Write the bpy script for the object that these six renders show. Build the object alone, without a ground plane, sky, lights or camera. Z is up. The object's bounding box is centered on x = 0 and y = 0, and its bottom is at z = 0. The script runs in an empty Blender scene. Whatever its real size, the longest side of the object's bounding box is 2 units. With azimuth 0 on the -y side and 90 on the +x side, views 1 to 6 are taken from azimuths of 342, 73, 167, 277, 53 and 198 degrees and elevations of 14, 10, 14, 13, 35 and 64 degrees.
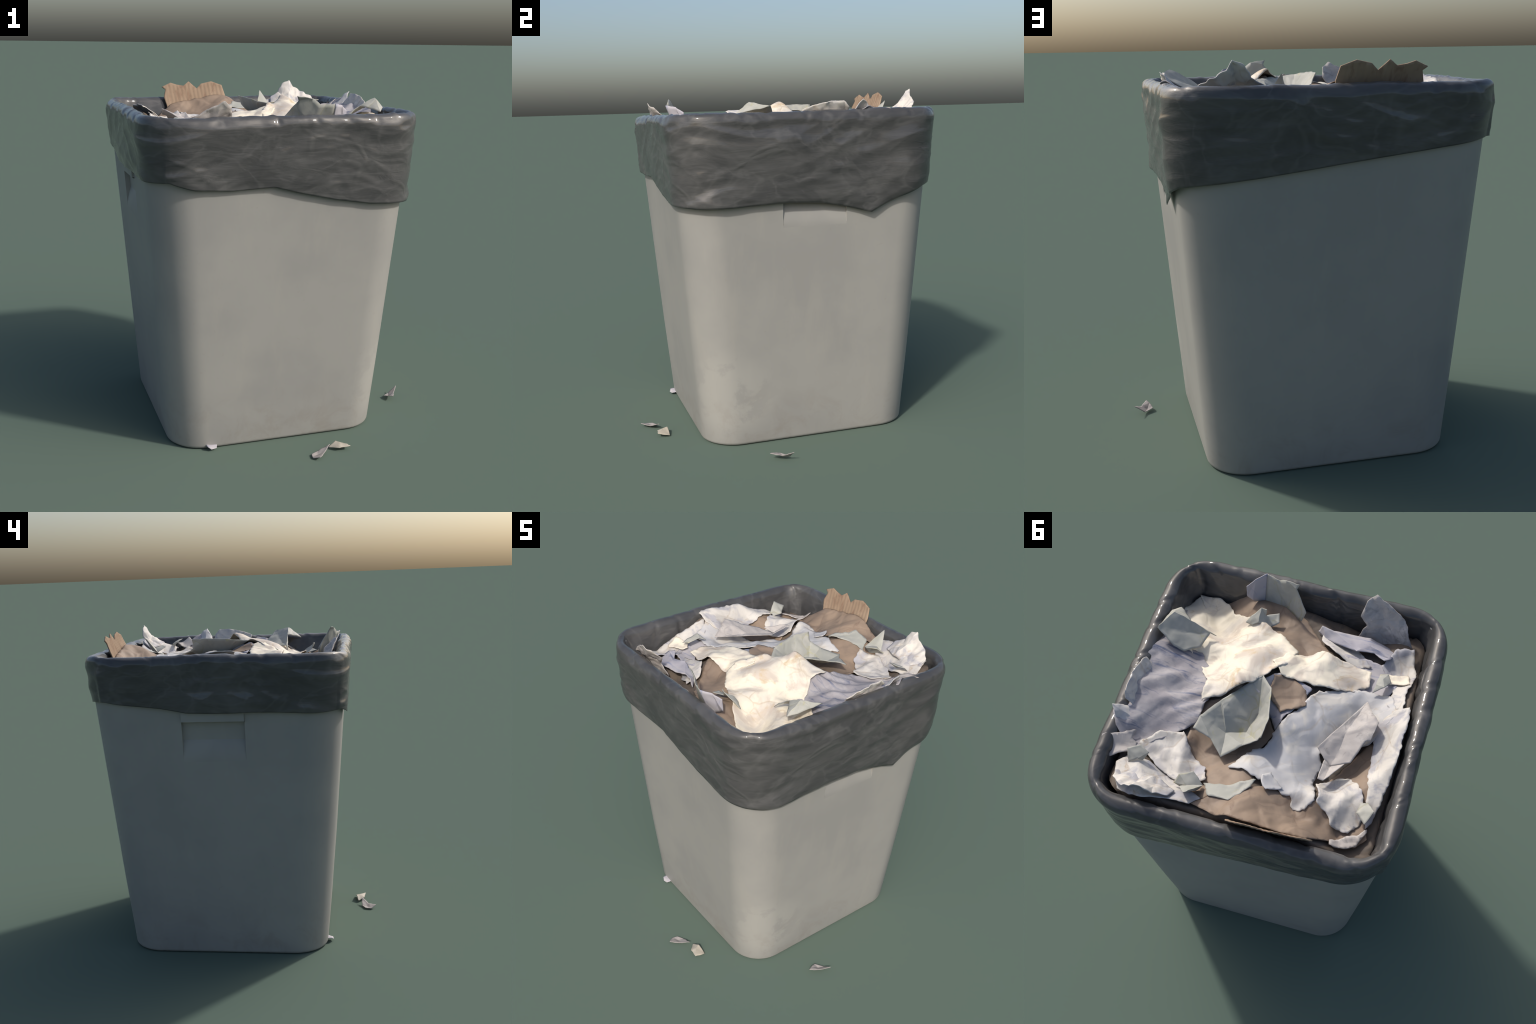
"""Square office waste bin lined with a dark bag, heaped with torn and crumpled paper."""
import bpy, math, random
import numpy as np
from mathutils import Vector, noise, geometry

random.seed(7)
rng = np.random.default_rng(7)
CX, CY = -0.077, 0.078            # axis of the bin


# ------------------------------------------------------------------ helpers
def sstep(a, b, x):
    t = np.clip((np.asarray(x, float) - a) / (b - a), 0.0, 1.0)
    return t * t * (3 - 2 * t)


def n3(x, y, z):
    return noise.noise(Vector((x, y, z)))


def ridged(x, y, z):
    return 1.0 - 2.0 * abs(noise.noise(Vector((x, y, z))))


def crease(x, y, z):
    d = noise.voronoi(Vector((x, y, z)))[0]
    return min(d[1] - d[0], 0.5)


def make_object(name, verts, faces, mat, parent, smooth_angle=None, solid=0.0, bevel=0.0):
    verts = np.asarray(verts, float)
    c = (verts.min(0) + verts.max(0)) / 2
    me = bpy.data.meshes.new(name)
    me.from_pydata([tuple(v) for v in verts - c], [], [tuple(int(i) for i in f) for f in faces])
    me.validate()
    me.update()
    me.materials.append(mat)
    me.polygons.foreach_set("use_smooth", [True] * len(me.polygons))
    ob = bpy.data.objects.new(name, me)
    bpy.context.scene.collection.objects.link(ob)
    if parent is not None:
        ob.parent = parent
        ob.location = Vector(c) - parent.location
    else:
        ob.location = c
    if smooth_angle is not None:
        me.set_sharp_from_angle(angle=math.radians(smooth_angle))
    if solid:
        m = ob.modifiers.new("thickness", "SOLIDIFY")
        m.thickness = solid
        m.offset = 0.0
    if bevel:
        m = ob.modifiers.new("soft_edge", "BEVEL")
        m.width = bevel
        m.segments = 2
        m.limit_method = "ANGLE"
    return ob


def empty(name, loc, label, category):
    e = bpy.data.objects.new(name, None)
    e.location = loc
    e.empty_display_size = 0.1
    e["label"] = label
    e["category"] = category
    bpy.context.scene.collection.objects.link(e)
    return e


# ---------------------------------------------------------------- materials
class Mat:
    def __init__(self, name, rough=0.6, spec=0.3):
        self.m = bpy.data.materials.new(name)
        self.m.use_nodes = True
        self.t = self.m.node_tree
        self.b = self.t.nodes["Principled BSDF"]
        self.b.inputs["Roughness"].default_value = rough
        self.b.inputs["Specular IOR Level"].default_value = spec
        self.co = self.t.nodes.new("ShaderNodeTexCoord").outputs["Object"]

    def link(self, a, b):
        self.t.links.new(a, b)

    def mapped(self, scale, rot=(0, 0, 0)):
        n = self.t.nodes.new("ShaderNodeMapping")
        n.inputs["Scale"].default_value = scale
        n.inputs["Rotation"].default_value = rot
        self.link(self.co, n.inputs["Vector"])
        return n.outputs[0]

    def noise(self, scale, detail=4, rough=0.55, dist=0.0, vec=None):
        n = self.t.nodes.new("ShaderNodeTexNoise")
        n.inputs["Scale"].default_value = scale
        n.inputs["Detail"].default_value = detail
        n.inputs["Roughness"].default_value = rough
        n.inputs["Distortion"].default_value = dist
        self.link(vec or self.co, n.inputs["Vector"])
        return n.outputs["Fac"]

    def ramp(self, fac, lo, hi):
        n = self.t.nodes.new("ShaderNodeMapRange")
        n.interpolation_type = "SMOOTHSTEP"
        n.inputs["From Min"].default_value = lo
        n.inputs["From Max"].default_value = hi
        self.link(fac, n.inputs["Value"])
        return n.outputs[0]

    def math(self, op, a, b):
        n = self.t.nodes.new("ShaderNodeMath")
        n.operation = op
        for i, v in enumerate((a, b)):
            if isinstance(v, (int, float)):
                n.inputs[i].default_value = v
            else:
                self.link(v, n.inputs[i])
        return n.outputs[0]

    def mix(self, fac, a, b):
        n = self.t.nodes.new("ShaderNodeMix")
        n.data_type = "RGBA"
        for key, v in ((6, a), (7, b)):
            if isinstance(v, tuple):
                n.inputs[key].default_value = (*v, 1)
            else:
                self.link(v, n.inputs[key])
        if isinstance(fac, (int, float)):
            n.inputs[0].default_value = fac
        else:
            self.link(fac, n.inputs[0])
        return n.outputs[2]

    def ball(self, centre, radius):
        """1 inside a soft ball round a point in object space, 0 outside."""
        s = self.t.nodes.new("ShaderNodeVectorMath")
        s.operation = "DISTANCE"
        s.inputs[1].default_value = centre
        self.link(self.co, s.inputs[0])
        n = self.t.nodes.new("ShaderNodeMapRange")
        n.interpolation_type = "SMOOTHSTEP"
        n.inputs["From Min"].default_value = radius
        n.inputs["From Max"].default_value = radius * 0.35
        self.link(s.outputs["Value"], n.inputs["Value"])
        return n.outputs[0]

    def colour(self, c):
        if isinstance(c, tuple):
            self.b.inputs["Base Color"].default_value = (*c, 1)
        else:
            self.link(c, self.b.inputs["Base Color"])

    def bump(self, h, strength, dist=0.004):
        n = self.t.nodes.new("ShaderNodeBump")
        n.inputs["Strength"].default_value = strength
        n.inputs["Distance"].default_value = dist
        self.link(h, n.inputs["Height"])
        self.link(n.outputs[0], self.b.inputs["Normal"])


def bin_plastic():
    k = Mat("grey_plastic", rough=0.5, spec=0.35)
    base = k.mix(k.ramp(k.noise(2.2, 5), 0.35, 0.68), (0.305, 0.296, 0.276), (0.275, 0.268, 0.254))
    streak = k.ramp(k.noise(5.0, 6, 0.62, 0.3, k.mapped((1.6, 1.6, 0.35))), 0.52, 0.72)
    base = k.mix(k.math("MULTIPLY", streak, 0.25), base, (0.345, 0.327, 0.292))
    # pale scuffs round the foot of the corner that gets kicked
    scuff = k.math("MULTIPLY", k.ball((0.64, -0.50, -0.62), 0.34), k.ramp(k.noise(4.5, 8, 0.66, 0.3), 0.40, 0.50))
    base = k.mix(k.math("MULTIPLY", scuff, 0.55), base, (0.372, 0.360, 0.330))
    speck = k.ramp(k.noise(26.0, 6, 0.7), 0.60, 0.74)
    base = k.mix(k.math("MULTIPLY", speck, 0.22), base, (0.235, 0.205, 0.175))
    # grime in brown patches near the foot
    sep = k.t.nodes.new("ShaderNodeSeparateXYZ")
    k.link(k.co, sep.inputs[0])
    low = k.ramp(sep.outputs["Z"], -0.50, -0.92)
    foot_mottle = k.math("MULTIPLY", low, k.ramp(k.noise(6.0, 8, 0.68, 0.8), 0.45, 0.66))
    base = k.mix(k.math("MULTIPLY", foot_mottle, 0.40), base, (0.225, 0.198, 0.172))
    k.colour(base)
    k.bump(k.noise(38.0, 5, 0.6), 0.10, 0.003)
    return k.m


def bag_plastic():
    k = Mat("dark_bag_film", rough=0.48, spec=0.22)
    f = k.ramp(k.noise(3.0, 6, 0.6, 0.8, k.mapped((1.0, 1.0, 2.2))), 0.36, 0.66)
    c = k.mix(f, (0.050, 0.050, 0.051), (0.076, 0.075, 0.075))
    v = k.ramp(k.noise(3.6, 3, 0.5, 0.5, k.mapped((1, 1, 1.6))), 0.455, 0.5)
    w = k.ramp(k.noise(3.6, 3, 0.5, 0.5, k.mapped((1, 1, 1.6))), 0.545, 0.5)
    c = k.mix(k.math("MULTIPLY", k.math("MULTIPLY", v, w), 0.30), c, (0.110, 0.109, 0.107))
    k.colour(c)
    k.b.inputs["Coat Weight"].default_value = 0.65
    k.b.inputs["Coat Roughness"].default_value = 0.02
    # long thin creases where the film was folded and stretched
    wv = k.t.nodes.new("ShaderNodeVectorMath")
    wv.operation = "MULTIPLY_ADD"
    nz = k.t.nodes.new("ShaderNodeTexNoise")
    nz.inputs["Scale"].default_value = 2.5
    k.link(k.co, nz.inputs["Vector"])
    k.link(nz.outputs["Color"], wv.inputs[0])
    wv.inputs[1].default_value = (0.35, 0.35, 0.35)
    k.link(k.mapped((1.0, 1.0, 1.7)), wv.inputs[2])
    vo = k.t.nodes.new("ShaderNodeTexVoronoi")
    vo.feature = "DISTANCE_TO_EDGE"
    vo.inputs["Scale"].default_value = 4.2
    k.link(wv.outputs[0], vo.inputs["Vector"])
    fold = k.math("MULTIPLY", k.ramp(vo.outputs["Distance"], 0.13, 0.0), k.ramp(k.noise(3.3), 0.47, 0.66))
    h = k.math("ADD", k.math("MULTIPLY", k.noise(5.0, 4, 0.55, 0.9, k.mapped((1.0, 1.0, 4.5))), 0.6), k.math("MULTIPLY", fold, 0.30))
    k.colour(k.mix(k.math("MULTIPLY", fold, 0.30), c, (0.105, 0.104, 0.102)))
    k.bump(h, 0.45, 0.014)
    return k.m


def paper(name, base, tint, stain, scale=6.0, amount=0.8, stain_at=0.60, bump=0.35, blotch=None):
    k = Mat(name, rough=0.58, spec=0.28)
    f = k.ramp(k.noise(scale, 5, 0.6, 0.8), 0.40, 0.66)
    c = k.mix(k.math("MULTIPLY", f, amount), base, tint)
    if blotch:
        c = k.mix(k.math("MULTIPLY", k.ramp(k.noise(4.2, 4, 0.6, 1.4), 0.47, 0.60), 0.85), c, blotch)
    s = k.ramp(k.noise(scale * 1.5, 6, 0.65, 1.4), stain_at - 0.03, stain_at + 0.10)
    c = k.mix(k.math("MULTIPLY", s, 0.7), c, stain)  # mottling colours the sheet for shading seen baked into crumpled paper
    # net of crease lines, their shade painted darker into the sheet colour
    wv = k.t.nodes.new("ShaderNodeVectorMath")
    wv.operation = "MULTIPLY_ADD"
    nz = k.t.nodes.new("ShaderNodeTexNoise")
    nz.inputs["Scale"].default_value = 5.0
    k.link(k.co, nz.inputs["Vector"])
    k.link(nz.outputs["Color"], wv.inputs[0])
    wv.inputs[1].default_value = (0.16, 0.16, 0.16)
    k.link(k.co, wv.inputs[2])
    vo = k.t.nodes.new("ShaderNodeTexVoronoi")
    vo.feature = "DISTANCE_TO_EDGE"
    vo.inputs["Scale"].default_value = 6.5
    k.link(wv.outputs[0], vo.inputs["Vector"])
    line = k.math("MULTIPLY", k.ramp(vo.outputs["Distance"], 0.050, 0.0), k.ramp(k.noise(4.0), 0.45, 0.62))
    c = k.mix(k.math("MULTIPLY", line, 0.38), c, tuple(v * 0.8 for v in stain))
    g = k.ramp(k.noise(scale * 0.8, 7, 0.68, 1.6), 0.55, 0.72)
    c = k.mix(k.math("MULTIPLY", g, 0.45), c, tuple(v * 0.62 for v in base))
    k.colour(c)
    k.bump(k.math("ADD", k.math("MULTIPLY", k.ramp(vo.outputs["Distance"], 0.0, 0.16), 1.0), k.math("MULTIPLY", k.noise(scale * 5, 5, 0.6, 0.5), 0.35)), bump * 0.55, 0.009)
    return k.m


def printed_paper(name, base, ink, direction):
    """Thin paper with smeared bands of coloured print."""
    k = Mat(name, rough=0.75, spec=0.15)
    v = k.mapped((2.0, 9.0, 2.0), (0, 0, direction))
    f = k.ramp(k.noise(2.6, 4, 0.6, 1.0, v), 0.50, 0.66)
    c = k.mix(k.math("MULTIPLY", f, 0.85), base, ink)
    g = k.ramp(k.noise(6.0, 5, 0.6), 0.42, 0.62)
    c = k.mix(k.math("MULTIPLY", g, 0.5), c, (0.46, 0.435, 0.43))
    k.colour(c)
    k.bump(k.noise(30, 5), 0.3, 0.005)
    return k.m


def fluted_board():
    k = Mat("corrugated_board", rough=0.85, spec=0.1)
    s = k.ramp(k.noise(7.0, 4, 0.6, 0.5, k.mapped((3.2, 3.2, 0.6))), 0.48, 0.70)
    c = k.mix(k.ramp(k.noise(7.0), 0.4, 0.65), (0.275, 0.200, 0.140), (0.315, 0.232, 0.165))  # board browns lowered towards the dark of its unlit back
    c = k.mix(k.math("MULTIPLY", s, 0.7), c, (0.19, 0.115, 0.080))
    k.colour(c)
    k.bump(k.noise(60.0, 4), 0.2, 0.003)
    return k.m


M_BIN, M_BAG = bin_plastic(), bag_plastic()
M_WHITE = paper("white_paper", (0.59, 0.555, 0.505), (0.47, 0.445, 0.41), (0.40, 0.305, 0.21), blotch=(0.345, 0.34, 0.37))  # lilac-grey blotch tints bluish shading onto the white
M_CREAM = paper("cream_paper", (0.76, 0.69, 0.555), (0.54, 0.50, 0.455), (0.50, 0.37, 0.21), 3.6, 0.95, 0.58, blotch=(0.53, 0.46, 0.39))  # base lightened to carry the glow of sun on this sheet
M_COOL = paper("cool_white_paper", (0.45, 0.445, 0.45), (0.56, 0.54, 0.51), (0.45, 0.38, 0.30), 3.5, blotch=(0.58, 0.545, 0.49))
M_BLUE = printed_paper("blue_printed_paper", (0.30, 0.283, 0.297), (0.085, 0.108, 0.180), 0.7)
M_LILAC = printed_paper("lilac_paper", (0.385, 0.368, 0.40), (0.19, 0.22, 0.33), 0.3)
M_GREEN = paper("grey_green_paper", (0.335, 0.335, 0.30), (0.41, 0.40, 0.36), (0.37, 0.345, 0.17), 7.0, 0.8, 0.60)
M_GREY = paper("grey_paper", (0.42, 0.385, 0.36), (0.50, 0.465, 0.435), (0.25, 0.235, 0.225), 7.0, 0.8, 0.56, blotch=(0.34, 0.32, 0.315))
M_BROWN = paper("brown_paper", (0.275, 0.205, 0.150), (0.205, 0.155, 0.118), (0.175, 0.112, 0.082), 5.0, 0.9, 0.64)
M_DARK = paper("gap_shadow_tinted_brown", (0.150, 0.118, 0.092), (0.105, 0.090, 0.078), (0.075, 0.066, 0.060), 6.0, 0.9, 0.55)  # brown darkened so gaps between sheets look shadowed
M_BOARD = fluted_board()


# --------------------------------------------------------------- bin + liner
def half_width(z):
    return 0.6300 + (np.asarray(z, float) / 1.6) * 0.1170


RADIUS = 0.200
GRIP = 0.186                                  # half the width of a hand grip
STRAIGHT = [-0.999, -0.8, -0.6, -GRIP - 0.006, -GRIP - 0.0005, -GRIP + 0.001, -0.12, -0.06, 0.0,
            0.06, 0.12, GRIP - 0.001, GRIP + 0.0005, GRIP + 0.006, 0.6, 0.8, 0.999]


def bin_ring(h, r, z):
    """Rounded square; each straight side carries fixed columns for the hand grips."""
    L, pts = h - r, []
    for q in range(4):
        a = q * math.pi / 2
        ca, sa = math.cos(a), math.sin(a)
        loc = [(h, t if abs(t) < 0.3 else t * L) for t in STRAIGHT]
        loc += [(L + r * math.cos(b), L + r * math.sin(b)) for b in np.linspace(0, math.pi / 2, 14)[1:-1]]
        pts += [(CX + ca * x - sa * y, CY + sa * x + ca * y, z) for x, y in loc]
    return pts


def build_bin(parent):
    rows = []
    fillet = 0.020
    for a in np.linspace(0, math.pi / 2, 7):
        z = fillet * (1 - math.cos(a))
        inset = fillet * (1 - math.sin(a))
        rows.append((half_width(z) - inset * 0.8, RADIUS + 0.006 - inset * 0.6, z))

    for z in [0.15, 0.3, 0.5, 0.7, 0.9, 1.1, 1.2, 1.262, 1.275, 1.3, 1.35, 1.4, 1.45, 1.485, 1.492, 1.499, 1.505, 1.515,
              1.56, 1.62, 1.68, 1.75, 1.82, 1.845]:
        rows.append((float(half_width(z)), RADIUS + 0.006 + 0.007 * z, z))
    for dh, dz in ((0.006, 0.855), (0.016, 0.858), (0.026, 0.855), (0.032, 0.845)):
        rows.append((float(half_width(1.84)) - dh, RADIUS + 0.025 - dh, 1.0 + dz))
    for z in (1.5, 1.0, 0.5, 0.06):
        rows.append((float(half_width(z)) - 0.030, RADIUS - 0.03, z))
    n = 4 * (len(STRAIGHT) + 12)
    V = []
    for h, r, z in rows:
        V += bin_ring(h, r, z)
    V = np.array(V)
    # wedge shaped hand grips pressed into the two side walls
    for s in (1, -1):
        on = (np.abs((V[:, 0] - CX) * s - half_width(V[:, 2])) < 1e-4) & (np.abs(V[:, 1] - CY) < GRIP)
        on &= (V[:, 2] > 1.263) & (V[:, 2] < 1.502)
        V[on, 0] -= s * 0.095 * ((V[on, 2] - 1.262) / 0.235) ** 2.0
        lip = (np.abs((V[:, 0] - CX) * s - half_width(V[:, 2])) < 1e-4) & (np.abs(V[:, 1] - CY) < GRIP)
        lip &= (V[:, 2] > 1.502) & (V[:, 2] < 1.81)
        V[lip, 0] += s * 0.013 * sstep(1.78, 1.56, V[lip, 2])
    # the moulded walls bow out a little between the corners
    for ax, c, amp in ((0, CX, 0.002), (1, CY, 0.004)):
        o = V[:, 1 - ax] - (CY if ax == 0 else CX)
        d = V[:, ax] - c
        V[:, ax] += np.sign(d) * amp * sstep(0.72, 0.45, np.abs(o)) * (np.abs(d) > 0.5) * sstep(0.1, 0.5, V[:, 2])
    body, grips = [], {1: [], -1: []}
    for i in range(len(rows) - 1):
        zc = (rows[i][2] + rows[i + 1][2]) / 2
        for j in range(n):
            k = (j + 1) % n
            f = (i * n + j, i * n + k, (i + 1) * n + k, (i + 1) * n + j)
            c = V[list(f)].mean(0)
            s = 1 if c[0] > CX else -1
            if 1.262 < zc < 1.503 and abs(c[1] - CY) < GRIP + 0.0004 and (c[0] - CX) * s > 0.55 and i < 30:
                grips[s].append(f)
            else:
                body.append(f)
    body.append(tuple(reversed(range(n))))
    body.append(tuple(range((len(rows) - 1) * n, len(rows) * n)))

    def sub(faces):
        idx = sorted({v for f in faces for v in f})
        m = {v: i for i, v in enumerate(idx)}
        return V[idx], [tuple(m[v] for v in f) for f in faces]
    v, f = sub(body)
    ob = make_object("bin_body", v, f, M_BIN, parent, smooth_angle=32)
    for s in (1, -1):
        v, f = sub(grips[s])
        g = make_object("hand_grip", v, f, M_BIN, ob, smooth_angle=32)
        g.location = Vector((v.min(0) + v.max(0)) / 2) - ob.location - parent.location
    return ob


# lower edge of the turned-down bag: (place round the bin, height).
# place counts 0 front(-y), 2 right(+x), 4 back(+y), 6 left(-x), period 8
HEM = [(-0.94, 1.553), (-0.75, 1.516), (-0.48, 1.505), (-0.17, 1.517), (0.01, 1.481), (0.30, 1.435), (0.58, 1.403),
       (0.82, 1.397), (1.10, 1.388), (1.31, 1.390), (1.74, 1.402), (1.99, 1.391), (2.19, 1.363), (2.40, 1.322),
       (2.50, 1.358), (2.61, 1.392), (2.845, 1.452), (2.96, 1.462), (3.10, 1.472), (3.44, 1.495), (3.95, 1.542),
       (4.44, 1.585), (4.87, 1.622), (5.00, 1.629), (5.09, 1.629), (5.24, 1.614), (5.57, 1.588), (5.77, 1.560),
       (6.0, 1.555), (6.26, 1.559), (6.5, 1.556), (6.77, 1.546), (6.92, 1.549), (7.06, 1.553)]


def place_round(x, y):
    ax, ay = abs(x), abs(y)
    if ay >= ax:
        return x / ay if y < 0 else 4 - x / ay
    return 2 + y / ax if x > 0 else 6 - y / ax


def soft_ring(h, r, n):
    """n points evenly spaced along a rounded square."""
    L = h - r
    per = 8 * L + 2 * math.pi * r
    out = []
    for i in range(n):
        d = i / n * per
        q, d = divmod(d, per / 4)
        if d < 2 * L:
            p, nn = (h, d - L), (1, 0)
        else:
            b = (d - 2 * L) / r
            p, nn = (L + r * math.cos(b), L + r * math.sin(b)), (math.cos(b), math.sin(b))
        a = q * math.pi / 2
        ca, sa = math.cos(a), math.sin(a)
        out.append((ca * p[0] - sa * p[1], sa * p[0] + ca * p[1], ca * nn[0] - sa * nn[1], sa * nn[0] + ca * nn[1]))
    return np.array(out)


def build_liner(parent):
    N, OUT, ROLL, IN = 560, 64, 18, 22
    hs = np.array([p[0] for p in HEM])
    hz = np.array([p[1] for p in HEM])
    base = soft_ring(0.75, 0.19, N)
    place = np.array([place_round(p[0], p[1]) for p in base])
    place = np.where(place > 7.06, place - 8, place)
    hem = np.interp(np.where(place < -0.94, place, place), hs, hz)
    along = np.arange(N) / N * 5.7

    def ringed(u):                                 # noise coordinates that close round the bin
        a = 2 * math.pi * u / N
        return math.cos(a) * 0.91, math.sin(a) * 0.91
    wob = np.array([n3(*ringed(i * 1.0), 0.3) + 0.5 * n3(*[4 * c for c in ringed(i)], 1.7) for i in range(N)])
    top_z = 1.845 + 0.010 * wob
    V = np.zeros((OUT + ROLL + IN, N, 3))
    for k in range(OUT + ROLL + IN):
        if k < OUT:
            t = (k / (OUT - 1)) ** 0.9
            z = hem + (top_z - hem) * t
            h = half_width(z) + 0.023 + 0.003 * sstep(1.62, 1.80, z)
            r = 0.222
        elif k < OUT + ROLL:
            a = (k - OUT + 1) / ROLL * math.pi
            z = top_z + 0.044 * np.sin(a) * (1 + 0.12 * wob)
            h = half_width(1.846) + 0.026 - 0.044 * (1 - np.cos(a))
            r = 0.222 - 0.044 * (1 - math.cos(a)) * 0.9
        else:
            t = (k - OUT - ROLL + 1) / IN
            z = top_z - t * 0.55
            h = half_width(1.846) + 0.026 - 0.088 - 0.10 * t
            r = 0.150
        shape = soft_ring(0.75, float(np.mean(r)), N)
        h = np.broadcast_to(h, (N,))
        for i in range(N):
            x, y, nx, ny = shape[i]
            grow = h[i] - 0.75
            px, py = x + nx * grow, y + ny * grow
            zi = z[i] if np.ndim(z) else z
            s, e = place[i], 0.0
            cx, cy = ringed(i)
            if k < OUT:
                drop = (zi - hem[i])
                hang = float(sstep(0.30, 0.0, drop))
                th = 2 * math.pi * i / N
                za, zb = zi + 0.16 * math.sin(3 * th + 0.6), zi - 0.18 * math.sin(3 * th + 2.0)
                e += 0.0060 * n3(cx * 1.9, cy * 1.9, zi * 3.0)
                # long folds on two slants, then finer level tucks and crinkles
                e += 0.0050 * ridged(cx * 1.5 + 4, cy * 1.5, za * 8.0)
                e += 0.0045 * ridged(cx * 1.7, cy * 1.7 + 6, zb * 7.0 + 0.5 * n3(cx * 4, cy * 4, 2))
                tuck = n3(cx * 1.7, cy * 1.7, zi * 2.0 + 5)
                e += 0.0060 * max(0.0, tuck + 0.25) * ridged(cx * 1.3, cy * 1.3 + 3, zi * 14.0 + 1.2 * n3(cx * 3, cy * 3, 4))
                e += 0.0022 * n3(cx * 4.0, cy * 4.0, zi * 20.0)
                q = crease(cx * 3.6, cy * 3.6, za * 4.4 + 7)
                e += 0.006 * (0.2 - q) * float(sstep(0.22, 0.0, q))
                # cloth-like bunching above the hem at the two front corners
                bunch = max(math.exp(-((s - 1.15) / 0.40) ** 2), 0.7 * math.exp(-((s + 1.0) / 0.25) ** 2))
                e += 0.0105 * bunch * hang * ridged(cx * 2.2, cy * 2.2, zi * 13 + 1.5 * n3(cx * 3, cy * 3, 0))
                # the film billows over the two hand grips
                mid = float(sstep(1.36, 1.43, zi) * sstep(1.84, 1.70, zi))
                e += 0.016 * mid * math.exp(-((s - 1.80) / 0.45) ** 2)
                e += 0.015 * mid * math.exp(-((s - 2.68) / 0.20) ** 2)
                e += 0.015 * float(sstep(1.72, 1.60, zi)) * math.exp(-((s - 6.0) / 0.45) ** 2)
                e -= 0.003
                e -= 0.001 * float(sstep(0.05, 0.0, drop))
                # loose side seam near the back left corner, lifted tip on the right wall
                e += 0.012 * math.exp(-((s - 5.06) / 0.035) ** 2) * float(sstep(0.30, 0.05, drop))
                e += 0.010 * math.exp(-((s - 2.42) / 0.12) ** 2) * float(sstep(0.14, 0.0, drop))
                e = max(e, -0.014)
            else:
                w = 1.0 if k < OUT + ROLL else 1.2
                pinch = crease(cx * 4.0, cy * 4.0, 3.2 * zi)
                e += w * (0.0085 * n3(cx * 3.0, cy * 3.0, zi * 3.0) + 0.0060 * ridged(cx * 5.0, cy * 5.0, zi * 4.0)
                          + 0.0035 * n3(cx * 13, cy * 13, zi * 9) - 0.008 * float(sstep(0.14, 0.0, pinch)))
                if k < OUT + ROLL:
                    f = math.cos((k - OUT + 1) / ROLL * math.pi)
                    px += nx * e * f
                    py += ny * e * f
                    zi += abs(e) * (1 - abs(f)) * 0.8
                    e = 0.0
                else:
                    e = -e
            V[k, i] = (CX + px + nx * e, CY + py + ny * e, zi)
    K = OUT + ROLL + IN
    # ease the joints between the outside, the roll and the inside
    for c in (OUT, OUT + ROLL):
        for _ in range(6):
            V[c - 3:c + 3] = 0.5 * V[c - 3:c + 3] + 0.25 * (V[c - 4:c + 2] + V[c - 2:c + 4])
    F = [(k * N + i, k * N + (i + 1) % N, (k + 1) * N + (i + 1) % N, (k + 1) * N + i)
         for k in range(K - 1) for i in range(N)]
    ob = make_object("bin_liner", V.reshape(-1, 3), F, M_BAG, parent, solid=0.002)
    ob.modifiers["thickness"].offset = -1.0
    return ob


# ------------------------------------------------------------ heap of paper
# heights felt out over the heap: (x, y, z)
HEAP = np.array([
    (.108, .058, 1.915), (.309, .142, 1.835), (.046, .461, 1.82), (.232, .496, 1.775), (.243, .465, 1.75),
    (-.058, .71, 1.885), (-.189, .688, 1.872), (-.331, .577, 1.765), (-.407, .514, 1.82), (-.28, -.066, 1.842),
    (-.18, -.478, 1.75), (-.552, -.357, 1.765), (-.05, .03, 1.84), (.10, .43, 1.79),
    (.28, .33, 1.79), (.56, .70, 1.855), (.164, .62, 1.79), (.411, .757, 1.875), (.31, .755, 1.865),
    (.51, .745, 1.845), (.41, .66, 1.85), (-.42, .37, 1.705), (-.55, -.06, 1.75), (-.66, .50, 1.775),
    (-.735, -.05, 1.898), (-.74, .05, 1.896), (-.74, .14, 1.875), (-.73, .27, 1.85), (-.73, .52, 1.775),
    (-.65, .05, 1.83), (-.64, .25, 1.775), (.123, -.132, 1.871), (.30, -.12, 1.775), (.31, -.04, 1.785), (.39, -.07, 1.785), (.24, -.20, 1.83), (.29, -.23, 1.80), (.31, -.37, 1.68), (.43, -.42, 1.67), (.48, -.47, 1.70), (-.02, -.22, 1.85), (.06, -.23, 1.855), (.01, -.36, 1.80), (-.30, .16, 1.812), (-.16, .15, 1.838), (-.44, -.10, 1.795), (-.36, -.24, 1.81), (-.05, .46, 1.845),
    (-.157, -.293, 1.80), (-.26, -.30, 1.84), (.38, -.26, 1.765), (.23, -.41, 1.75), (.07, -.45, 1.76),
    (-.455, .72, 1.835), (-.407, .74, 1.87), (-.282, .74, 1.873), (-.184, .74, 1.912), (-.062, .74, 1.902),
    (.06, .74, 1.86), (-.58, .60, 1.72), (-.47, .62, 1.745), (.66, .46, 1.90), (.67, .353, 1.885), (.66, .25, 1.89),
    (.66, .11, 1.885), (.66, .01, 1.875), (.66, -.16, 1.85), (.56, .25, 1.862), (.56, .05, 1.845), (.05, .56, 1.835),
    (.52, .42, 1.82), (.55, -.42, 1.71), (.46, -.30, 1.74), (.40, -.55, 1.68), (.60, -.55, 1.66), (.1, -.6, 1.80), (.16, -.50, 1.835), (-.63, -.48, 1.765), (.3, -.6, 1.75), (-.1, -.58, 1.77), (.05, .22, 1.735), (-.01, .17, 1.755), (-.58, .10, 1.755),
    (-.4, -.6, 1.68), (-.7, -.4, 1.73), (-.7, .74, 1.72), (.62, .6, 1.83), (.66, .74, 1.78), (.45, .56, 1.83)])


def _kernel(r):
    return np.sqrt(r * r + 0.03 ** 2)


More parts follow.
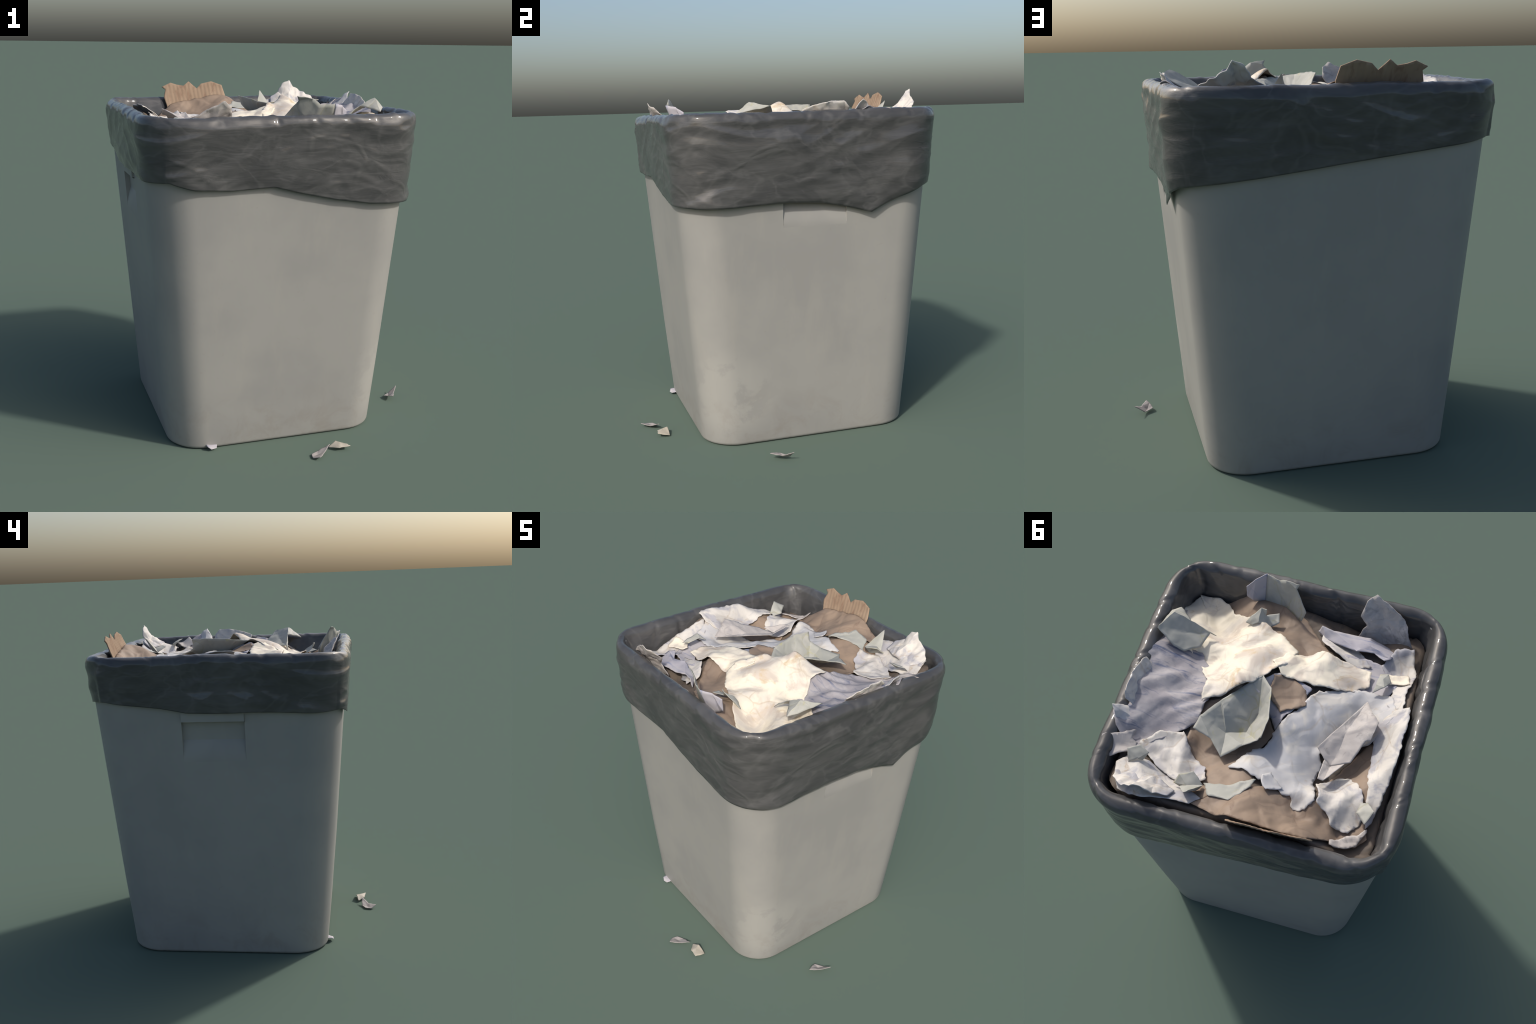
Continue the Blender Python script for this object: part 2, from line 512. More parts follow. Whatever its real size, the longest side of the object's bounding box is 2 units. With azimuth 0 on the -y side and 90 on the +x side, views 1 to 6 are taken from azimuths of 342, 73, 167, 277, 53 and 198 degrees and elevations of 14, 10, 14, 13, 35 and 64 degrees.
def _fit():
    n = len(HEAP)
    A = np.zeros((n + 3, n + 3))
    A[:n, :n] = _kernel(np.linalg.norm(HEAP[:, None, :2] - HEAP[None, :, :2], axis=-1)) - 0.01 * np.eye(n)
    A[:n, n] = 1
    A[:n, n + 1:] = HEAP[:, :2]
    A[n:, :n] = A[:n, n:].T
    return np.linalg.solve(A, np.r_[HEAP[:, 2], 0, 0, 0])


WEIGHTS = _fit()
FOLDS = [(.50, -.30, .60, -.45, .022, .06), (.06, -.34, .16, -.22, -.022, .06), (-.55, -.12, -.60, .12, .016, .06), (-.18, .22, -.32, .50, .016, .06), (.40, .10, .60, .40, .018, .05), (.45, .02, .62, .16, .016, .05), (.48, .58, .40, .70, .020, .05), (.36, -.20, .50, -.40, .030, .08), (-.02, -.05, -.10, -.22, .018, .05),
         (-.55, .44, -.52, .60, .018, .05),
         (-.15, .60, -.02, .72, .015, .06), (-.40, .62, -.28, .72, -.018, .05), (.30, .37, .28, .58, .026, .06), (.42, .50, .30, .60, -.020, .05),
         (-.68, .08, -.66, .30, -.02, .05), (.36, .02, .52, .30, -.016, .06), (-.30, -.25, -.46, -.18, .016, .05)]


_NETS = {}


def facets(P, seed, spacing, angle, stretch):
    """Height of a randomly dented net of flat triangles (crumpled paper), about -1..1."""
    ca, sa = math.cos(angle), math.sin(angle)
    Q = np.column_stack([(ca * P[:, 0] + sa * P[:, 1]) / stretch, -sa * P[:, 0] + ca * P[:, 1]])
    key = (seed, spacing)
    if key not in _NETS:
        r = np.random.default_rng(1000 + seed)
        k = int(1.3 / spacing) + 1
        g = np.arange(-k, k + 1) * spacing
        X = np.stack([v.ravel() for v in np.meshgrid(g, g)], 1)
        X = X + r.uniform(-0.38, 0.38, X.shape) * spacing
        co, _, tri, *_ = geometry.delaunay_2d_cdt([Vector(p) for p in X], [], [], 0, 1e-6)
        C = np.array([(c.x, c.y) for c in co])
        _NETS[key] = (C, np.array([t[:3] for t in tri]), r.uniform(-1, 1, len(C)))
    C, T, H = _NETS[key]
    A, B, D = C[T[:, 0]], C[T[:, 1]], C[T[:, 2]]
    keep = (np.maximum(np.maximum(A, B), D) >= Q.min(0)).all(1) & (np.minimum(np.minimum(A, B), D) <= Q.max(0)).all(1)
    A, B, D, T = A[keep], B[keep], D[keep], T[keep]
    det = (B[:, 1] - D[:, 1]) * (A[:, 0] - D[:, 0]) + (D[:, 0] - B[:, 0]) * (A[:, 1] - D[:, 1])
    out = np.zeros(len(Q))
    for c in range(0, len(Q), 1500):
        q = Q[c:c + 1500, None, :]
        dx, dy = q[..., 0] - D[:, 0], q[..., 1] - D[:, 1]
        l0 = ((B[:, 1] - D[:, 1]) * dx + (D[:, 0] - B[:, 0]) * dy) / det
        l1 = ((D[:, 1] - A[:, 1]) * dx + (A[:, 0] - D[:, 0]) * dy) / det
        l2 = 1 - l0 - l1
        best = np.minimum(np.minimum(l0, l1), l2).argmax(1)
        i = np.arange(len(best))
        out[c:c + 1500] = l0[i, best] * H[T[best, 0]] + l1[i, best] * H[T[best, 1]] + l2[i, best] * H[T[best, 2]]
    return out


def heap_z(P):
    n = len(HEAP)
    r = np.linalg.norm(P[:, None, :] - HEAP[None, :, :2], axis=-1)
    z = _kernel(r) @ WEIGHTS[:n] + WEIGHTS[n] + P @ WEIGHTS[n + 1:]
    # named folds: tent shaped ridges (+) and valleys (-)
    for x0, y0, x1, y1, amp, wid in FOLDS:
        a, ab = np.array((x0, y0)), np.array((x1 - x0, y1 - y0))
        t = np.clip(((P - a) @ ab) / (ab @ ab), 0, 1)
        d = np.linalg.norm(P - a - t[:, None] * ab, axis=1)
        z += amp * np.clip(1 - d / wid, 0, 1)
    # shared crumple: long flat facets meeting in sharp creases
    z += 0.021 * facets(P, 1, 0.14, 0.7, 2.3) + 0.012 * facets(P, 2, 0.075, 2.2, 2.0) 
    return z


def inside(P, poly):
    x, y = P[:, 0], P[:, 1]
    c = np.zeros(len(P), bool)
    for a, b in zip(poly, np.roll(poly, -1, axis=0)):
        cross = (a[1] > y) != (b[1] > y)
        with np.errstate(divide="ignore", invalid="ignore"):
            xx = (b[0] - a[0]) * (y - a[1]) / (b[1] - a[1]) + a[0]
        c ^= cross & (x < xx)
    return c


def edge_distance(P, poly):
    d = np.full(len(P), 9.0)
    for a, b in zip(poly, np.roll(poly, -1, axis=0)):
        ab = b - a
        t = np.clip(((P - a) @ ab) / (ab @ ab), 0, 1)
        d = np.minimum(d, np.linalg.norm(P - a - t[:, None] * ab, axis=1))
    return d


def torn_outline(pts, seed, tear):
    """Walk round the outline in short steps, pushing it in and out as a tear does."""
    pts = np.array(pts, float)
    out = []
    for a, b in zip(pts, np.roll(pts, -1, axis=0)):
        L = np.linalg.norm(b - a)
        n = max(1, int(L / 0.011))
        d = (b - a) / L
        for i in range(n):
            p = a + (b - a) * i / n
            j = tear * (n3(p[0] * 14, p[1] * 14, seed) + 0.8 * n3(p[0] * 45, p[1] * 45, seed + 3))
            out.append(p + np.array((-d[1], d[0])) * j)
    return np.array(out)


def sheet(name, outline, mat, layer, parent, seed, tear=0.010, curl=0.011, pleat=None, extra=0.0022, step=0.0105):
    poly = torn_outline(outline, seed, tear)
    lo, hi = poly.min(0), poly.max(0)
    gx, gy = np.meshgrid(np.arange(lo[0], hi[0], step), np.arange(lo[1], hi[1], step))
    G = np.stack([gx.ravel(), gy.ravel()], 1)
    r = np.random.default_rng(seed)
    G += r.uniform(-0.3, 0.3, G.shape) * step
    G = G[inside(G, poly) & (edge_distance(G, poly) > step * 0.45)]
    pts = [Vector(p) for p in poly] + [Vector(p) for p in G]
    n = len(poly)
    co, _, tri, *_ = geometry.delaunay_2d_cdt(pts, [(i, (i + 1) % n) for i in range(n)], [], 1, 1e-5)
    P = np.array([(c.x, c.y) for c in co])
    z = heap_z(P) + (layer - 0.014) * 0.6
    d = edge_distance(P, poly)
    lift = sstep(0.05, 0.0, d)
    z += extra * (1.5 * facets(P, seed, 0.085, seed * 1.7, 2.2) + 0.7 * facets(P, seed + 1, 0.048, seed * 0.9, 1.8))
    for i, (x, y) in enumerate(P):
        z[i] += curl * lift[i] * (0.45 + 1.9 * n3(x * 6, y * 6, seed + 5))
        if pleat:
            ang, freq, amp = pleat
            u = x * math.cos(ang) + y * math.sin(ang)
            v = -x * math.sin(ang) + y * math.cos(ang)
            z[i] += amp * math.sin(freq * (u + 0.11 * n3(x * 6, y * 6, 1)) + 7 * n3(v * 3, u * 3, 7)) * (0.6 + n3(x * 5, y * 5, 2))
    V = np.column_stack([P, z])
    return make_object(name, V, tri, mat, parent, solid=0.0035)


SHEETS = [
    ("brown_sheet", M_BROWN, -0.006, [(0.32, 0.16), (0.10, 0.10), (-0.02, 0.06), (-0.12, 0.22), (-0.02, 0.42), (-0.10, 0.50), (-0.02, 0.60), (0.16, 0.70), (0.28, 0.64), (0.25, 0.50), (0.30, 0.38)], {"tear": 0.005, "extra": 0.001, "curl": 0.0}),
    ("brown_sheet", M_BROWN, 0.018, [(-0.03, -0.07), (-0.14, -0.09), (-0.22, -0.04), (-0.24, 0.05), (-0.12, 0.12), (-0.04, 0.04)], {"extra": 0.001, "curl": 0.003}),
    ("brown_sheet", M_BROWN, -0.004, [(-0.50, 0.28), (-0.60, 0.12), (-0.67, 0.16), (-0.70, 0.40), (-0.69, 0.54), (-0.60, 0.52), (-0.46, 0.46), (-0.44, 0.38)], {"tear": 0.005, "extra": 0.001, "curl": 0.0}),
    ("paper_sheet", M_LILAC, 0.004, [(0.05, 0.02), (-0.07, -0.10), (-0.16, -0.09), (-0.24, -0.06), (-0.21, 0.03), (-0.15, 0.13), (-0.12, 0.21), (-0.06, 0.12)], {}),
    ("paper_sheet", M_LILAC, 0.006, [(-0.33, -0.36), (-0.48, -0.37), (-0.61, -0.33), (-0.66, -0.23), (-0.60, -0.12), (-0.48, -0.14), (-0.45, -0.28)], {}),
    ("paper_sheet", M_WHITE, 0.010, [(-0.55, -0.35), (-0.61, -0.47), (-0.70, -0.50), (-0.74, -0.34), (-0.72, -0.18), (-0.72, -0.04), (-0.64, -0.08), (-0.64, -0.23)], {}),
    ("paper_sheet", M_WHITE, 0.012, [(-0.20, -0.50), (-0.30, -0.47), (-0.42, -0.41), (-0.50, -0.33), (-0.42, -0.29), (-0.30, -0.33), (-0.20, -0.41)], {"tear": 0.014}),
    ("brown_sheet", M_BROWN, 0.000, [(0.42, -0.56), (0.33, -0.60), (0.21, -0.60), (0.06, -0.59), (-0.09, -0.52), (-0.18, -0.43), (-0.30, -0.29), (-0.26, -0.21), (-0.10, -0.24), (0.06, -0.32), (0.20, -0.36), (0.29, -0.43)], {"tear": 0.004, "extra": 0.001, "curl": 0.0}),
    ("brown_sheet", M_BROWN, 0.008, [(0.16, 0.72), (0.08, 0.66), (-0.02, 0.60), (-0.15, 0.53), (-0.30, 0.51), (-0.44, 0.53), (-0.56, 0.60), (-0.68, 0.54), (-0.71, 0.63), (-0.66, 0.68), (-0.53, 0.70), (-0.42, 0.75), (-0.18, 0.765), (0.02, 0.755)], {"tear": 0.004, "extra": 0.001, "curl": 0.002}),
    ("paper_sheet", M_GREEN, 0.012, [(0.14, 0.59), (0.02, 0.58), (-0.11, 0.51), (-0.10, 0.56), (-0.05, 0.62), (-0.02, 0.67), (0.09, 0.66)], {}),
    ("paper_sheet", M_BLUE, 0.012, [(0.63, -0.20), (0.53, -0.16), (0.40, -0.15), (0.29, -0.05), (0.25, 0.12), (0.28, 0.28), (0.43, 0.42), (0.55, 0.52), (0.64, 0.45), (0.685, 0.362), (0.655, 0.30), (0.67, 0.24), (0.67, 0.04), (0.66, -0.10)], {"pleat": (2.1, 46.0, 0.007), "tear": 0.008, "extra": 0.004}),
    ("paper_sheet", M_WHITE, 0.014, [(0.56, 0.69), (0.585, 0.61), (0.54, 0.55), (0.44, 0.55), (0.34, 0.57), (0.25, 0.61), (0.12, 0.68), (0.16, 0.73), (0.30, 0.75), (0.38, 0.772), (0.45, 0.772), (0.52, 0.75)], {"tear": 0.006}),
    ("paper_sheet", M_WHITE, 0.024, [(0.52, 0.47), (0.44, 0.38), (0.32, 0.34), (0.25, 0.44), (0.16, 0.50), (0.13, 0.58), (0.24, 0.63), (0.40, 0.56)], {"curl": 0.014}),
    ("paper_sheet", M_CREAM, 0.028, [(-0.06, -0.25), (-0.21, -0.29), (-0.39, -0.30), (-0.51, -0.28), (-0.52, -0.19), (-0.45, -0.13), (-0.27, -0.08), (-0.07, -0.08), (0.0, -0.15)], {}),
    ("paper_sheet", M_CREAM, 0.026, [(0.640, -0.36), (0.620, -0.48), (0.56, -0.56), (0.45, -0.58), (0.38, -0.56), (0.33, -0.50), (0.25, -0.47), (0.13, -0.41), (0.01, -0.37), (-0.11, -0.28), (-0.08, -0.16), (0.01, -0.03), (0.13, 0.09), (0.29, 0.17), (0.30, 0.04), (0.40, -0.12), (0.53, -0.15), (0.62, -0.20)], {"extra": 0.004}),
    ("paper_sheet", M_COOL, 0.016, [(-0.22, 0.02), (-0.28, -0.06), (-0.44, -0.15), (-0.65, -0.15), (-0.70, -0.04), (-0.66, 0.02), (-0.60, 0.13), (-0.37, 0.26), (-0.40, 0.30), (-0.38, 0.43), (-0.42, 0.53), (-0.38, 0.58), (-0.32, 0.59), (-0.29, 0.53), (-0.08, 0.48), (0.05, 0.47), (-0.02, 0.37), (-0.10, 0.29), (-0.13, 0.19), (-0.20, 0.07)], {"tear": 0.016}),
    ("paper_sheet", M_WHITE, 0.018, [(-0.64, 0.0), (-0.68, -0.05), (-0.755, -0.06), (-0.765, 0.04), (-0.76, 0.15), (-0.75, 0.30), (-0.735, 0.47), (-0.69, 0.58), (-0.68, 0.51), (-0.65, 0.40), (-0.63, 0.26), (-0.62, 0.13), (-0.60, 0.06)], {"curl": 0.008}),
    ("paper_sheet", M_WHITE, 0.020, [(-0.40, 0.43), (-0.48, 0.34), (-0.56, 0.34), (-0.62, 0.40), (-0.65, 0.48), (-0.67, 0.52), (-0.64, 0.60), (-0.59, 0.63), (-0.53, 0.62), (-0.49, 0.57), (-0.44, 0.54)], {"tear": 0.014}),
]


def build_heap(parent):
    # brown wrapping under everything, tucked down at its rim
    n, m, H = 150, 46, 0.700
    V, F = [], []
    ring = soft_ring(1.0, 0.25, n)[:, :2]
    P = np.array([(CX + x * H * (k / (m - 1)), CY + y * H * (k / (m - 1))) for k in range(1, m) for x, y in ring] + [(CX, CY)])
    z = heap_z(P) - 0.022
    rel = np.maximum(np.abs(P[:, 0] - CX), np.abs(P[:, 1] - CY)) / H
    z -= 0.20 * sstep(0.97, 1.0, rel)
    V = np.column_stack([P, z])
    for k in range(m - 2):
        for i in range(n):
            j = (i + 1) % n
            F.append((k * n + i, k * n + j, (k + 1) * n + j, (k + 1) * n + i))
    F += [(len(V) - 1, (i + 1) % n, i)[::-1] for i in range(n)]
    make_object("wrapping_paper", V, F, M_DARK, parent)
    for i, (name, mat, layer, outline, kw) in enumerate(SHEETS):
        sheet(name, outline, mat, layer, parent, seed=20 + i * 3, **kw)


TORN_BITS = [(-.61, .655, .11, M_GREY), (-.67, -.27, .11, M_CREAM), (.60, -.33, .13, M_GREY), (.60, .53, .12, M_GREY), (.52, -.50, .14, M_CREAM),
             (-.20, .50, .10, M_COOL)]


def build_bits(parent):
    for n, (x, y, size, mat) in enumerate(TORN_BITS):
        r = np.random.default_rng(300 + n)
        k = int(r.integers(6, 9))
        a = np.sort(r.uniform(0, 2 * math.pi, k) * 0.35 + np.arange(k) * 2 * math.pi / k * 0.65 + r.uniform(0, 6))
        rad = size * r.uniform(0.55, 1.25, k)
        turn = r.uniform(0, math.pi)
        p = np.column_stack([rad * np.cos(a), 0.62 * rad * np.sin(a)])
        q = np.column_stack([x + p[:, 0] * math.cos(turn) - p[:, 1] * math.sin(turn), y + p[:, 0] * math.sin(turn) + p[:, 1] * math.cos(turn)])
        sheet("torn_bit", q, mat, 0.026 + 0.001 * n, parent, seed=400 + 3 * n, tear=0.010, curl=0.010, extra=0.004)


def scrap(name, pts, faces, mat, parent, thick=0.0035, cuts=3, rough=0.0018):
    """A small folded piece: corners in space, joined by flat facets, then divided and creased."""
    V = [Vector(p) for p in pts]
    T = []
    for f in faces:
        for i in range(1, len(f) - 1):
            T.append((f[0], f[i], f[i + 1]))
    for _ in range(cuts):
        mid, new = {}, []

        def m(a, b):
            key = (min(a, b), max(a, b))
            if key not in mid:
                V.append((V[a] + V[b]) / 2)
                mid[key] = len(V) - 1
            return mid[key]
        for a, b, c in T:
            ab, bc, ca = m(a, b), m(b, c), m(c, a)
            new += [(a, ab, ca), (ab, b, bc), (ca, bc, c), (ab, bc, ca)]
        T = new
    W = []
    for v in V:
        e = Vector((n3(v.x * 30, v.y * 30, v.z * 30), n3(v.x * 30 + 9, v.y * 30, v.z * 30), n3(v.x * 30, v.y * 30 + 9, v.z * 30)))
        W.append(v + e * rough * 2)
    return make_object(name, [tuple(v) for v in W], T, mat, parent, smooth_angle=24, solid=thick)


def build_scraps(parent):
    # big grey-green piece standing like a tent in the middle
    scrap("paper_scrap", [(.018, -.041, 1.902), (-.050, .030, 1.912), (-.084, .322, 1.925), (-.060, .320, 1.870), (.005, .351, 1.842),
                          (.100, .431, 1.812), (.176, .358, 1.842), (.275, .330, 1.850), (.258, .265, 1.880), (.182, .162, 1.892),
                          (.110, .075, 1.900), (.150, .200, 1.882), (.118, .290, 1.806), (.025, .245, 1.782), (-.010, .140, 1.808), (-.090, .210, 1.930)],
          [(0, 1, 14, 10), (10, 14, 11), (11, 14, 13, 12), (1, 15, 14), (14, 15, 13), (15, 2, 3), (13, 15, 3), (13, 3, 4), (12, 13, 4),
           (12, 4, 5), (12, 5, 6), (12, 6, 8), (6, 7, 8), (12, 8, 9), (12, 9, 11), (9, 10, 11)], M_GREEN, parent)
    # folded piece in the front right corner
    scrap("paper_scrap", [(.636, -.159, 1.918), (.607, -.306, 1.890), (.572, -.350, 1.872), (.575, -.262, 1.945), (.482, -.261, 1.900),
                          (.356, -.268, 1.800), (.382, -.257, 1.830), (.405, -.159, 1.825), (.481, -.110, 1.830), (.533, -.108, 1.860), (.500, -.200, 1.868)],
          [(0, 1, 3), (1, 2, 3), (2, 4, 3), (0, 3, 10, 9), (3, 4, 10), (4, 6, 10), (4, 5, 6), (6, 7, 10), (7, 8, 10), (8, 9, 10)], M_GREEN, parent)
    # white sheet standing up in the back right corner, folded to a point
    scrap("paper_peak", [(.270, .735, 1.890), (.330, .757, 1.925), (.362, .765, 1.975), (.411, .764, 2.000), (.440, .762, 1.955), (.500, .752, 1.925), (.548, .715, 1.895),
                         (.566, .665, 1.865), (.520, .640, 1.832), (.470, .640, 1.852), (.425, .640, 1.838), (.360, .640, 1.860), (.300, .660, 1.850), (.255, .690, 1.845),
                         (.395, .715, 1.925), (.440, .710, 1.885), (.340, .715, 1.900)],
          [(0, 1, 16), (1, 2, 16), (2, 3, 14), (2, 14, 16), (3, 4, 14), (4, 15, 14), (4, 5, 15), (5, 6, 9), (5, 9, 15), (6, 7, 8), (6, 8, 9), (15, 9, 10), (14, 15, 10),
           (14, 10, 11), (16, 14, 11), (16, 11, 12), (0, 16, 12), (0, 12, 13)], M_WHITE, parent, rough=0.004, thick=0.004)
    # torn edge standing up over the right hand rim, and the curled tip beside it
    scrap("standing_edge", [(.640, .015, 1.895), (.660, .11, 1.928), (.655, .19, 1.934), (.657, .255, 1.942), (.650, .288, 1.910), (.590, .03, 1.835), (.590, .12, 1.825),
                            (.580, .20, 1.820), (.590, .27, 1.825), (.590, .305, 1.840), (.635, .15, 1.885)],
          [(0, 5, 6, 10), (0, 10, 1), (1, 10, 2), (10, 6, 7), (10, 7, 8, 2), (2, 8, 3), (3, 8, 9, 4)], M_WHITE, parent, rough=0.004)
    scrap("curled_tip", [(.650, .315, 1.885), (.670, .340, 1.925), (.683, .360, 1.947), (.665, .385, 1.925), (.650, .415, 1.885), (.590, .300, 1.835), (.580, .360, 1.850), (.590, .430, 1.840), (.630, .360, 1.895)],
          [(0, 5, 6, 8), (0, 8, 1), (1, 8, 2), (2, 8, 3), (3, 8, 4), (8, 6, 7, 4)], M_COOL, parent, rough=0.003)
    # upright boat shaped scrap at the back
    scrap("paper_scrap", [(.193, .564, 1.862), (.252, .600, 1.868), (.274, .638, 1.835), (.244, .642, 1.825), (.184, .716, 1.936), (.159, .627, 1.795), (.132, .610, 1.830), (.200, .640, 1.850)],
          [(0, 1, 7), (1, 2, 7), (2, 3, 7), (3, 4, 7), (4, 6, 7), (3, 5, 4), (6, 0, 7), (5, 6, 4)], M_GREEN, parent)
    scrap("paper_scrap", [(.491, .508, 1.890), (.545, .542, 1.880), (.528, .595, 1.838), (.483, .573, 1.862), (.463, .567, 1.838), (.434, .531, 1.872)],
          [(0, 1, 3), (1, 2, 3), (0, 3, 5), (3, 4, 5)], M_GREEN, parent)
    # star shaped scrap on the brown sheet
    scrap("paper_scrap", [(.157, -.471, 1.862), (.122, -.463, 1.866), (.128, -.453, 1.825), (.062, -.486, 1.825), (.046, -.437, 1.812), (.096, -.401, 1.785),
                          (.158, -.406, 1.815), (.188, -.394, 1.790), (.232, -.414, 1.775), (.208, -.436, 1.812)],
          [(0, 1, 2), (0, 2, 6, 9), (9, 6, 7, 8), (2, 3, 4), (2, 4, 5), (2, 5, 6)], M_GREEN, parent)
    # little cup near the left wall
    scrap("paper_scrap", [(-.552, -.185, 1.835), (-.560, -.259, 1.816), (-.580, -.225, 1.832), (-.602, -.279, 1.808), (-.625, -.225, 1.812), (-.543, -.138, 1.812), (-.598, -.170, 1.842)],
          [(0, 1, 2), (1, 3, 2), (2, 3, 4), (2, 4, 6), (0, 2, 6), (0, 6, 5)], M_GREEN, parent)
    scrap("paper_scrap", [(-.636, .471, 1.785), (-.627, .528, 1.790), (-.682, .590, 1.815), (-.712, .525, 1.848), (-.672, .466, 1.792)],
          [(0, 1, 3, 4), (1, 2, 3)], M_GREEN, parent)
    # folded card with a raised lip
    scrap("folded_card", [(-.534, -.079, 1.818), (-.351, .245, 1.818), (-.402, .290, 1.792), (-.439, .314, 1.775), (-.533, .273, 1.790), (-.580, .155, 1.830),
                          (-.601, .151, 1.835), (-.622, .057, 1.875), (-.575, -.010, 1.850), (-.470, .130, 1.808), (-.460, .225, 1.785)],
          [(0, 9, 8), (0, 1, 9), (1, 2, 10), (1, 10, 9), (2, 3, 10), (3, 4, 10), (4, 5, 10), (5, 9, 10), (5, 6, 7), (5, 7, 9), (7, 8, 9)], M_GREY, parent)
    scrap("folded_card", [(-.402, .290, 1.792), (-.439, .316, 1.777), (-.508, .290, 1.796), (-.429, .418, 1.815), (-.399, .416, 1.822)],
          [(1, 2, 3), (1, 3, 4, 0)], M_GREY, parent)
    # tall standing card by the front wall, half grey-green, half lilac
    scrap("standing_card", [(-.028, -.586, 1.977), (-.084, -.510, 1.853), (-.060, -.500, 1.780), (.040, -.560, 1.780), (.170, -.575, 1.760), (.172, -.639, 1.940),
                            (.096, -.620, 1.936), (.057, -.606, 1.968), (-.015, -.572, 1.955)],
          [(0, 8, 7), (8, 1, 2, 3), (8, 3, 7), (7, 3, 6), (3, 4, 5, 6)], M_GREEN, parent)
    scrap("standing_card", [(.171, -.642, 1.940), (.171, -.580, 1.765), (.235, -.550, 1.800), (.267, -.553, 1.823), (.266, -.558, 1.899), (.225, -.595, 1.930)],
          [(0, 1, 2, 5), (5, 2, 3, 4)], M_LILAC, parent)
    # tall flap against the front left corner
    scrap("standing_flap", [(-.437, -.651, 1.960), (-.391, -.619, 1.930), (-.380, -.558, 1.870), (-.412, -.544, 1.820), (-.382, -.515, 1.740), (-.563, -.525, 1.700),
                            (-.704, -.504, 1.700), (-.646, -.547, 1.800), (-.620, -.606, 1.850), (-.525, -.626, 1.920), (-.503, -.590, 1.840), (-.490, -.550, 1.770)],
          [(0, 1, 10, 9), (1, 2, 10), (2, 3, 10), (3, 4, 11, 10), (4, 5, 11), (5, 6, 7), (5, 7, 11), (7, 10, 11), (7, 8, 10), (8, 9, 10)], M_GREY, parent, rough=0.004)
    # pale lilac strip beside it
    scrap("paper_strip", [(-.185, -.486, 1.805), (-.162, -.485, 1.752), (-.224, -.428, 1.768), (-.398, -.386, 1.790), (-.493, -.406, 1.775), (-.557, -.362, 1.795),
                          (-.588, -.389, 1.785), (-.612, -.483, 1.720), (-.452, -.500, 1.770), (-.344, -.490, 1.775), (-.252, -.477, 1.795), (-.460, -.440, 1.790)],
          [(0, 1, 2, 10), (10, 2, 3, 9), (9, 3, 11), (3, 4, 11), (4, 5, 6, 11), (11, 6, 7), (11, 7, 8), (9, 11, 8)], M_LILAC, parent)


def build_board(parent):
    """Torn piece of corrugated board standing against the back wall, flutes upright."""
    edge = [(-.474, 1.958), (-.413, 1.984), (-.371, 1.971), (-.326, 1.964), (-.288, 1.992), (-.235, 1.946), (-.203, 1.977), (-.132, 1.992),
            (-.060, 1.967), (-.044, 1.904), (-.05, 1.76), (-.44, 1.76), (-.449, 1.837), (-.465, 1.891), (-.451, 1.941)]
    poly = []
    for a, b in zip(edge, edge[1:] + edge[:1]):
        a, b = np.array(a), np.array(b)
        n = max(1, int(np.linalg.norm(b - a) / 0.012))
        poly += [a + (b - a) * i / n for i in range(n)]
    poly = np.array(poly)
    gx, gz = np.meshgrid(np.arange(-.48, -.03, .006), np.arange(1.75, 2.0, .012))
    G = np.stack([gx.ravel(), gz.ravel()], 1)
    G = G[inside(G, poly) & (edge_distance(G, poly) > 0.004)]
    n = len(poly)
    co, _, tri, *_ = geometry.delaunay_2d_cdt([Vector(p) for p in poly] + [Vector(p) for p in G],
                                              [(i, (i + 1) % n) for i in range(n)], [], 1, 1e-5)
    V = []
    for c in co:
        y = 0.812 - 0.36 * (1.985 - c.y) - 0.06 * max(0, -0.30 - c.x) + 0.0011 * math.sin((c.x + 0.12 * (c.y - 1.9)) * 235)
        y += 0.006 * n3(c.x * 9, c.y * 9, 4)
        V.append((c.x, y, c.y))
    make_object("corrugated_card", V, tri, M_BOARD, parent, solid=0.007)


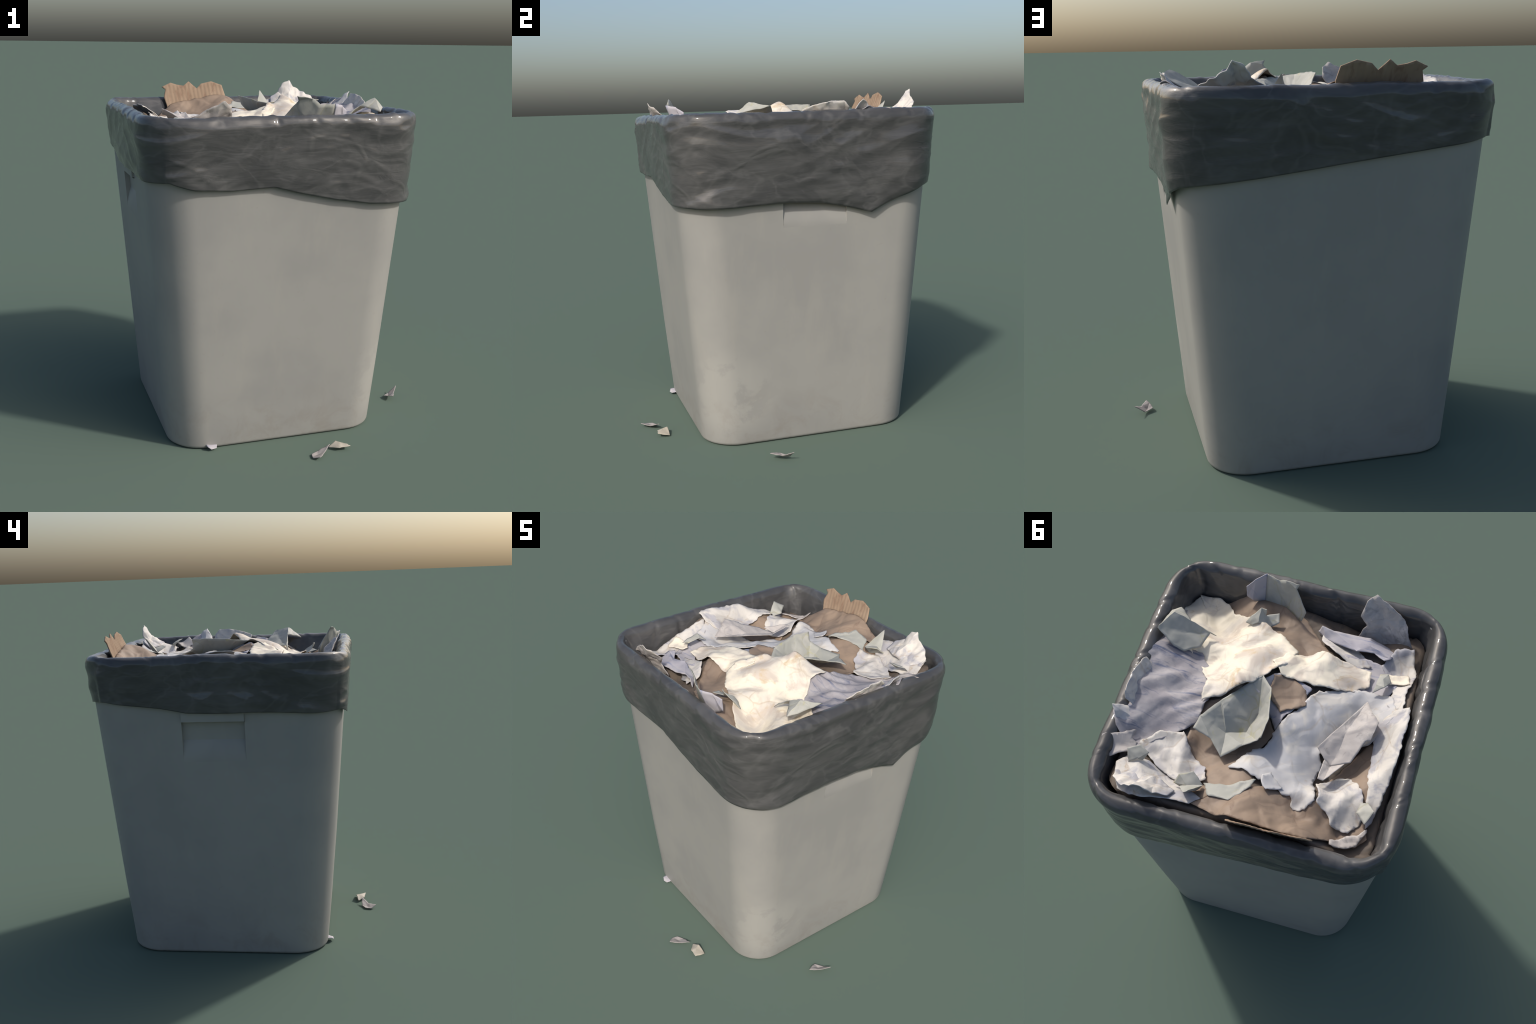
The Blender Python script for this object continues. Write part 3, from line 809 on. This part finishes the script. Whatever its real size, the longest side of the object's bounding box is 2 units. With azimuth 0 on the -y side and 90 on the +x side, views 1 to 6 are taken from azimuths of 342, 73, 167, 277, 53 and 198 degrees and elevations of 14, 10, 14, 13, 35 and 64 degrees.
def build_litter():
    a = scrap("paper_shred", [(.875, -.150, .057), (.820, -.157, .013), (.766, -.192, .016), (.785, -.238, .030), (.800, -.266, .038), (.832, -.207, .029), (.800, -.195, .008)],
              [(0, 1, 5), (1, 2, 6), (1, 6, 5), (2, 3, 6), (3, 5, 6), (3, 4, 5)], M_SHADE, None, thick=0.003)
    b = scrap("paper_shred", [(.149, -.772, .041), (.075, -.770, .008), (.030, -.793, .007), (.022, -.838, .008), (.054, -.869, .022), (.093, -.820, .014), (.060, -.805, .004)],
              [(0, 1, 5), (1, 2, 6), (1, 6, 5), (2, 3, 6), (3, 5, 6), (3, 4, 5)], M_SHADE, None, thick=0.003)
    c = scrap("paper_shred", [(.266, -.796, .025), (.265, -.725, .005), (.199, -.730, .035), (.151, -.747, .009), (.201, -.792, .019), (.215, -.760, .034)],
              [(0, 1, 5), (1, 2, 5), (2, 3, 5), (3, 4, 5), (4, 0, 5)], M_SHRED, None, thick=0.003)
    d = scrap("paper_shred", [(-.520, -.578, .024), (-.500, -.590, .010), (-.465, -.583, .013), (-.458, -.548, .020), (-.520, -.545, .026)],
              [(0, 1, 2), (0, 2, 3, 4)], M_LILAC, None, thick=0.003)
    for o, t in ((a, "curled grey shred of torn paper"), (b, "curled grey shred of torn paper"), (c, "small creased cream scrap of paper"), (d, "tiny pale lilac chip of paper")):
        o["label"] = t
        o["category"] = "paper scrap"


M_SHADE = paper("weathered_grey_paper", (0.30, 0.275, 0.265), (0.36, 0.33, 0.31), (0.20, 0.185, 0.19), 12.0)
M_SHRED = paper("tan_paper", (0.43, 0.39, 0.32), (0.36, 0.33, 0.275), (0.33, 0.32, 0.29), 14.0)

waste_bin = empty("waste_bin", (CX, CY, 0), "tapered square grey plastic bin with dark bag liner", "waste bin")
paper_heap = empty("paper_heap", (CX, CY, 1.5), "heap of torn crumpled white, blue and brown paper", "waste paper")
build_bin(waste_bin)
build_liner(waste_bin)
build_heap(paper_heap)
build_bits(paper_heap)
build_scraps(paper_heap)
build_board(paper_heap)
build_litter()
